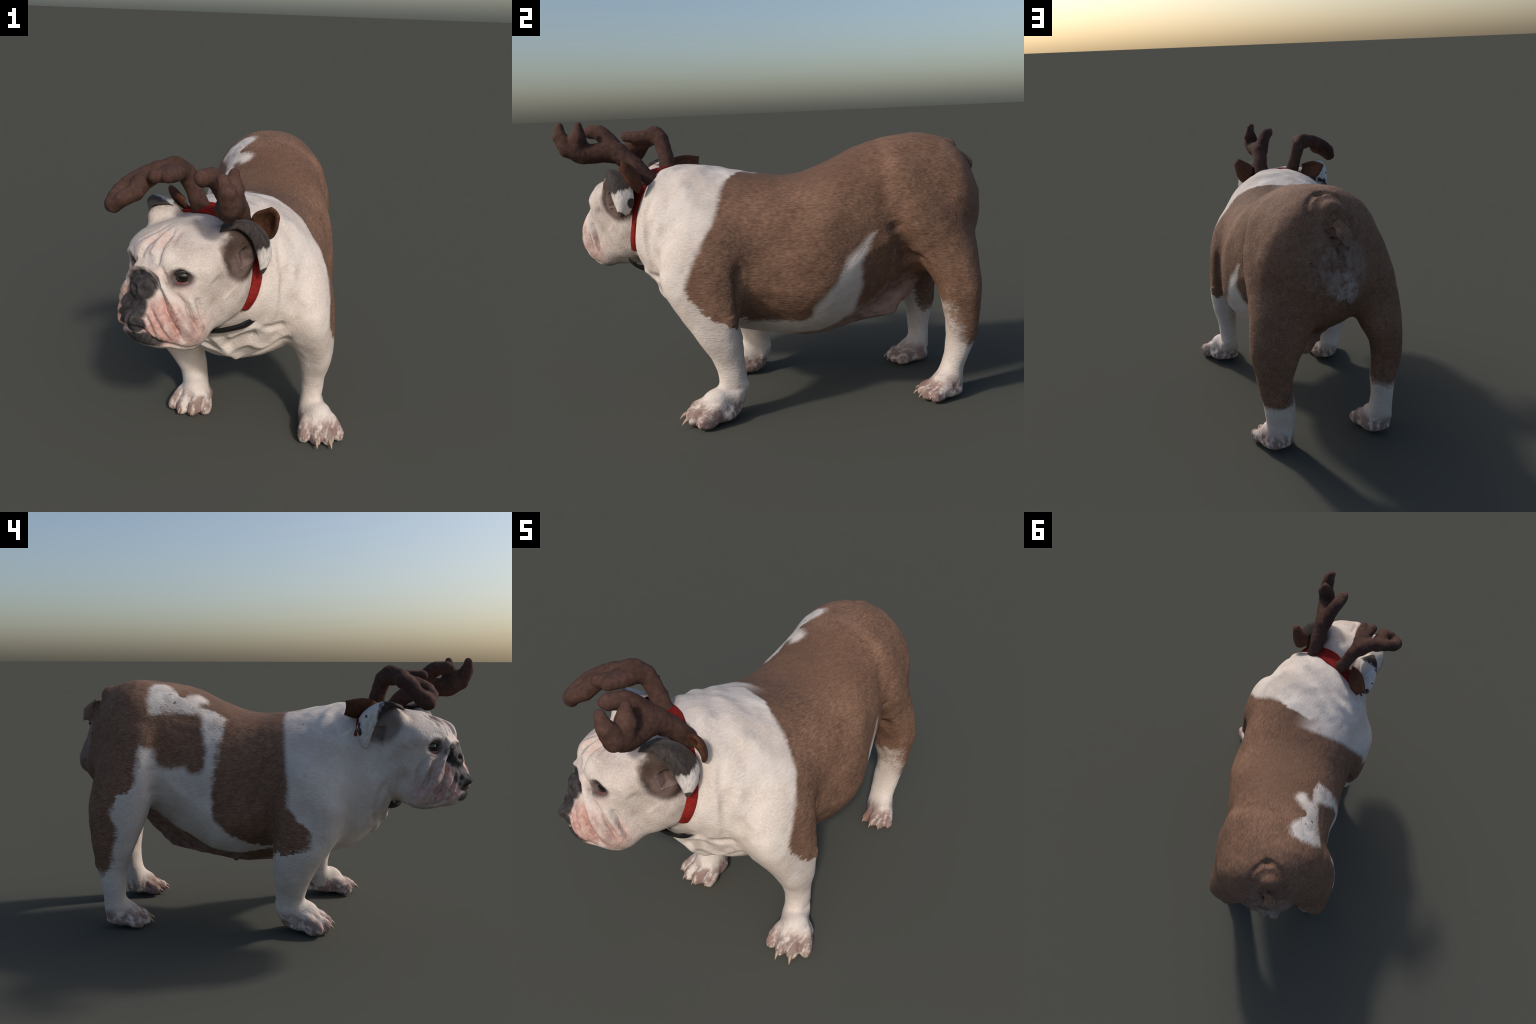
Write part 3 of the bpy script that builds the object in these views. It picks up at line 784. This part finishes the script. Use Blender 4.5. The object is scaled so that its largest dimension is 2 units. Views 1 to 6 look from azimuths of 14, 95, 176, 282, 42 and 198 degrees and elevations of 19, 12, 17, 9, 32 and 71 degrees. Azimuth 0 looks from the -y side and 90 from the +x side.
for i, nm in enumerate(names):
    f = faces[label == i]
    if not len(f): continue
    used, inv = np.unique(f, return_inverse=True)
    me = new_mesh(nm, verts[used], inv.reshape(f.shape))
    me.normals_split_custom_set_from_vertices(normals[used].astype(np.float32).tolist())
    parts[i] = obj(nm, me, root, FACE if nm == 'head' else COAT)
HEAD = parts[2]

# ---- eyes with lids
def sphere_mesh(name, r, nu=32, nv=20):
    v = [(0, 0, r)]; 
    for i in range(1, nv):
        a = math.pi * i / nv
        v += [(r * math.sin(a) * math.cos(2 * math.pi * j / nu), r * math.sin(a) * math.sin(2 * math.pi * j / nu), r * math.cos(a)) for j in range(nu)]
    v.append((0, 0, -r)); f = []
    for j in range(nu): f.append((0, 1 + j, 1 + (j + 1) % nu))
    for i in range(nv - 2):
        for j in range(nu):
            a = 1 + i * nu + j; b = 1 + i * nu + (j + 1) % nu; f.append((a, a + nu, b + nu, b))
    k = 1 + (nv - 2) * nu
    for j in range(nu): f.append((k + j, len(v) - 1, k + (j + 1) % nu))
    me = bpy.data.meshes.new(name); me.from_pydata(v, [], f); me.polygons.foreach_set('use_smooth', [True] * len(f)); return me

def tube_mesh(name, pts, radii, nseg=10, closed=False):
    pts = np.asarray(pts, float); n = len(pts); radii = np.full(n, radii) if np.isscalar(radii) else np.asarray(radii)
    tan = np.gradient(pts, axis=0); tan /= np.linalg.norm(tan, axis=1)[:, None]
    ref = V(.13, .31, .94); vs = []; fs = []
    for i in range(n):
        a = np.cross(tan[i], ref); a /= np.linalg.norm(a); b = np.cross(tan[i], a); ref = np.cross(a, tan[i]) if False else ref
        for j in range(nseg):
            t = 2 * math.pi * j / nseg; vs.append(pts[i] + radii[i] * (a * math.cos(t) + b * math.sin(t)))
    for i in range(n - 1):
        for j in range(nseg):
            k = (j + 1) % nseg; fs.append((i * nseg + j, i * nseg + k, (i + 1) * nseg + k, (i + 1) * nseg + j))
    fs.append(tuple(range(nseg - 1, -1, -1))); fs.append(tuple((n - 1) * nseg + j for j in range(nseg)))
    me = bpy.data.meshes.new(name); me.from_pydata([tuple(v) for v in vs], [], fs); me.polygons.foreach_set('use_smooth', [True] * len(fs)); return me

eye_me = sphere_mesh('eye', .036); eye_me.materials.append(EYE)
for s in (1, -1):
    look = HF * .83 + HL * s * .55 + V(0, 0, -.03); look /= np.linalg.norm(look)
    c = H(.283, s * .117, -.003) - look * .027
    e = bpy.data.objects.new('eye', eye_me); scene.collection.objects.link(e); e.parent = root
    e.location = c; e.rotation_mode = 'QUATERNION'; e.rotation_quaternion = Vector(look).to_track_quat('Z', 'Y')
    across = np.cross(look, V(0, 0, 1)); across /= np.linalg.norm(across); upv = np.cross(across, look)
    for sign, mat in ((1, LID_D), (-1, LID)):
        pts = []
        for t in np.linspace(-1.15, 1.15, 15):
            a = across * math.sin(t) * .038 + upv * (sign * (math.cos(t) * .028 - .004) - s * .004 * math.sin(t))
            pts.append(c + a + look * (.0355 - .014 * (math.sin(t) ** 2) - .005 * math.cos(t)))
        r = .0075 * np.sqrt(np.clip(1 - np.linspace(-1, 1, 15) ** 2, .1, 1))
        obj('eyelid', tube_mesh('eyelid', pts, r), e, mat).matrix_parent_inverse = e.matrix_basis.inverted()

# ---- claws
def claw_mesh():
    t = np.linspace(0, 1, 7)
    pts = [(.036 * a, 0, -.014 * a * a) for a in t]; r = .0085 * (1 - t ** 1.5) + .0012
    return tube_mesh('claw', pts, r, 8)
cm = claw_mesh(); cm.materials.append(CLAW)
limb_of = {id(PAWS['fl']): 3, id(PAWS['fr']): 4, id(PAWS['hl']): 5, id(PAWS['hr']): 6}
for i, (c, d, p) in enumerate(CLAWS):
    o = bpy.data.objects.new('claw', cm); scene.collection.objects.link(o); o.parent = parts[limb_of[id(p)]]
    k = (.5, 1.1, 1.2, .5)[i % 4] if p is PAWS['fl'] else (.6, .75, .7, .55)[i % 4]
    k = max(k, .4)
    o.location = c; o.scale = (k, k, k); o.rotation_euler = (0, .25, math.atan2(d[1], d[0]))

# ---- lofted sheets (ears)
def sheet(name, curves, nu, nv, thick, mats, flip=False):
    C = np.asarray(curves, float)                                   # curves across, points along
    tu = np.linspace(0, C.shape[1] - 1, nu); tv = np.linspace(0, C.shape[0] - 1, nv)
    A = np.stack([np.stack([hermite(np.arange(C.shape[1]), C[i, :, k], tu) for k in range(3)], 1) for i in range(C.shape[0])])
    G = np.stack([np.stack([hermite(np.arange(C.shape[0]), A[:, j, k], tv) for k in range(3)], 1) for j in range(nu)], 1)
    du = np.gradient(G, axis=1); dv = np.gradient(G, axis=0); N = np.cross(du, dv); N /= np.linalg.norm(N, axis=2)[..., None] + 1e-9
    if flip: N = -N
    edge = np.minimum.reduce([np.broadcast_to(np.linspace(0, 1, nv)[:, None], (nv, nu)), np.broadcast_to(np.linspace(1, 0, nv)[:, None], (nv, nu)),
                              np.broadcast_to(np.linspace(0, 1, nu)[None], (nv, nu)), np.broadcast_to(np.linspace(1, 0, nu)[None], (nv, nu))])
    th = thick * np.sqrt(np.clip(edge / .12, 0.02, 1)) * .5
    top = (G + N * th[..., None]).reshape(-1, 3); bot = (G - N * th[..., None]).reshape(-1, 3); k = nu * nv
    f = []; mi = []
    for i in range(nv - 1):
        for j in range(nu - 1):
            a = i * nu + j; q = (a, a + 1, a + nu + 1, a + nu)
            if flip: f.append(q[::-1]); f.append(tuple(x + k for x in q))
            else: f.append(q); f.append(tuple(x + k for x in q[::-1]))
            mi += [0, 1]
    ring = [j for j in range(nu)] + [i * nu + nu - 1 for i in range(1, nv)] + [(nv - 1) * nu + j for j in range(nu - 2, -1, -1)] + [i * nu for i in range(nv - 2, 0, -1)]
    for a, b in zip(ring, ring[1:] + ring[:1]):
        q = (b, a, a + k, b + k); f.append(q[::-1] if flip else q); mi.append(0)
    me = bpy.data.meshes.new(name); me.from_pydata([tuple(p) for p in np.concatenate([top, bot])], [], f); me.update()
    me.polygons.foreach_set('use_smooth', [True] * len(f)); me.polygons.foreach_set('material_index', mi)
    for m in mats: me.materials.append(m)
    return me

EAR = [[(.150, .175, .150), (.110, .225, .166), (.070, .258, .125), (.035, .268, .045), (.006, .262, -.030)],
       [(.125, .165, .172), (.060, .235, .180), (.012, .275, .125), (-.018, .282, .050), (-.008, .266, -.026)],
       [(.060, .130, .165), (-.010, .195, .155), (-.050, .232, .112), (-.058, .238, .040), (-.028, .238, -.015)]]
for s in (1, -1):
    dz = 0 if s > 0 else .018
    cv = [[H(f + (0 if s > 0 else .012), s * l, z + dz) for f, l, z in c] for c in EAR]
    obj('ear', sheet('ear', cv, 40, 24, .016, [EAR_L if s > 0 else EAR_R, EAR_IN], flip=(s < 0)), root)

# ------------------------------------------------------------------ reindeer costume
costume = bpy.data.objects.new('antler_headband', None); scene.collection.objects.link(costume); costume.parent = root
def antler(paths, k=.018):
    F = Field()
    for p, r in paths: F.add(Tube(p, r), k)
    return F
antler_r = antler([
    ([(-.115, -.525, 1.10), (-.14, -.537, 1.18), (-0.165, -0.562, 1.257), (-0.202, -0.597, 1.280)], [.042, .036, .038, .042]),
    ([(-0.202, -0.597, 1.280), (-0.252, -0.642, 1.272), (-0.322, -0.677, 1.248), (-0.372, -0.722, 1.200), (-0.388, -0.766, 1.160)], [.040, .038, .032, .034, .032]),
    ([(-.178, -.605, 1.268), (-.170, -.69, 1.272), (-.174, -.738, 1.276)], [.036, .030, .027]),
    ([(-.205, -.612, 1.268), (-.203, -.69, 1.272), (-.226, -.745, 1.275)], [.036, .030, .025]),
    ([(-0.277, -0.662, 1.252), (-0.290, -0.717, 1.238), (-0.294, -0.764, 1.213), (-0.332, -0.785, 1.190), (-0.377, -0.777, 1.155)], [.038, .036, .036, .032, .028]),
    ([(-0.374, -0.747, 1.178), (-0.362, -0.752, 1.180)], [.032, .030])])
antler_l = antler([
    ([(.07, -.585, 1.08), (.072, -.64, 1.145), (.072, -.71, 1.203), (.084, -.78, 1.216), (.104, -.87, 1.210), (.124, -.938, 1.240), (.124, -.968, 1.295), (.108, -.974, 1.34)], [.044, .042, .045, .047, .043, .040, .034, .020]),
    ([(.06, -.73, 1.22), (.035, -.785, 1.285), (.018, -.815, 1.308), (.002, -.86, 1.312), (-.003, -.878, 1.312)], [.045, .038, .036, .032, .020]),
    ([(.100, -.890, 1.22), (.120, -.885, 1.285), (.120, -.878, 1.344)], [.042, .040, .018])])
for F in (antler_r, antler_l):
    v, f = skin(F, .005); v = relax(v, f, 4)
    nn = quad_normals(v, f); v = v + nn * (.003 * lattice_noise(v, 28, 7) + .0012 * lattice_noise(v, 70, 8))[:, None]
    obj('antler', new_mesh('antler', v, f), costume, FELT)

# cloth ears: cupped leaves
def leaf(base, tip, across_base, across_tip, cup):
    base, tip = V(*base), V(*tip); a, b = V(*across_base), V(*across_tip)
    rows = []
    for w in (-1, -.5, 0, .5, 1):
        row = []
        for t in (0, .25, .5, .75, 1):
            wd = (a * (1 - t) + b * t) * (1 + .55 * math.sin(math.pi * min(1, t * 1.05)))
            row.append(base + (tip - base) * t + wd * w + V(*cup) * (1 - w * w) * math.sin(math.pi * (.15 + .75 * t)))
        rows.append(row)
    return rows
obj('cloth_ear', sheet('cloth_ear', leaf((.148, -.610, 1.062), (.222, -.672, 1.165), (.034, .006, -.034), (.014, -.004, -.014), (.01, .026, .0)), 30, 22, .020, [FELT_EAR, FELT_EAR]), costume)
obj('cloth_ear', sheet('cloth_ear', leaf((-.170, -.520, 1.115), (-.280, -.392, 1.125), (-.010, -.018, .030), (-.020, -.004, .034), (-.024, -.022, .01)), 30, 22, .020, [FELT_EAR, FELT_EAR]), costume)

# red band and dark strap, laid on the skin round the neck
tree = BVHTree.FromPolygons([tuple(v) for v in verts[::1].tolist()], [tuple(f) for f in faces[(cen[:, 1] < -.35) & (cen[:, 2] > .5)].tolist()])
def band(name, a0, a1, n, width, lift, mat):
    rows = []
    for a in np.linspace(a0, a1, n):
        cs, sn = math.cos(a), math.sin(a)                             # angle from the crown towards the left
        off = -.032 + .038 * (1 - cs) - .040 * sn * sn
        row = []
        for w in (-1, -.6, 0, .6, 1):
            dvec = HL * sn + V(0, 0, cs)
            o = H(off + w * width(a) * .5, 0, -.06)
            hit = tree.ray_cast(Vector(o + dvec * .6), Vector(-dvec))
            r = (.6 - hit[3]) if hit[0] is not None else .22
            row.append((o, dvec, r, w))
        rows.append(row)
    R = np.array([[c[2] for c in r] for r in rows])
    R = np.minimum(R, .30)
    for it in range(20):
        R[1:-1] = .25 * R[:-2] + .5 * R[1:-1] + .25 * R[2:]
        R[:, 1:-1] = .25 * R[:, :-2] + .5 * R[:, 1:-1] + .25 * R[:, 2:]
    curves = [[rows[i][j][0] + rows[i][j][1] * (R[i, j] + lift * (1 - .6 * rows[i][j][3] ** 2)) for i in range(n)] for j in range(5)]
    return obj(name, sheet(name, curves, n * 2, 12, .010, [mat, mat]), costume)
band('red_band', -1.2, 2.2, 80, lambda a: max(.012, .096 - .060 * min(1, abs(a) / 1.3) - (.16 * max(0, -a - .85))), .006, RED)
# dark leather strap hanging under the throat
strap = np.array([(-.235, -.55, .77), (-.215, -.575, .70), (-.16, -.612, .648), (-.08, -.640, .628), (.0, -.655, .640), (.07, -.668, .668), (.115, -.672, .69), (.15, -.668, .715)])
lean = HF * .020 + V(0, 0, .010)
obj('collar_strap', sheet('collar_strap', [strap - lean, strap - lean * .3 - V(0, 0, .004), strap + lean * .5 - V(0, 0, .003), strap + lean], 60, 12, .014, [STRAP, STRAP]), costume)
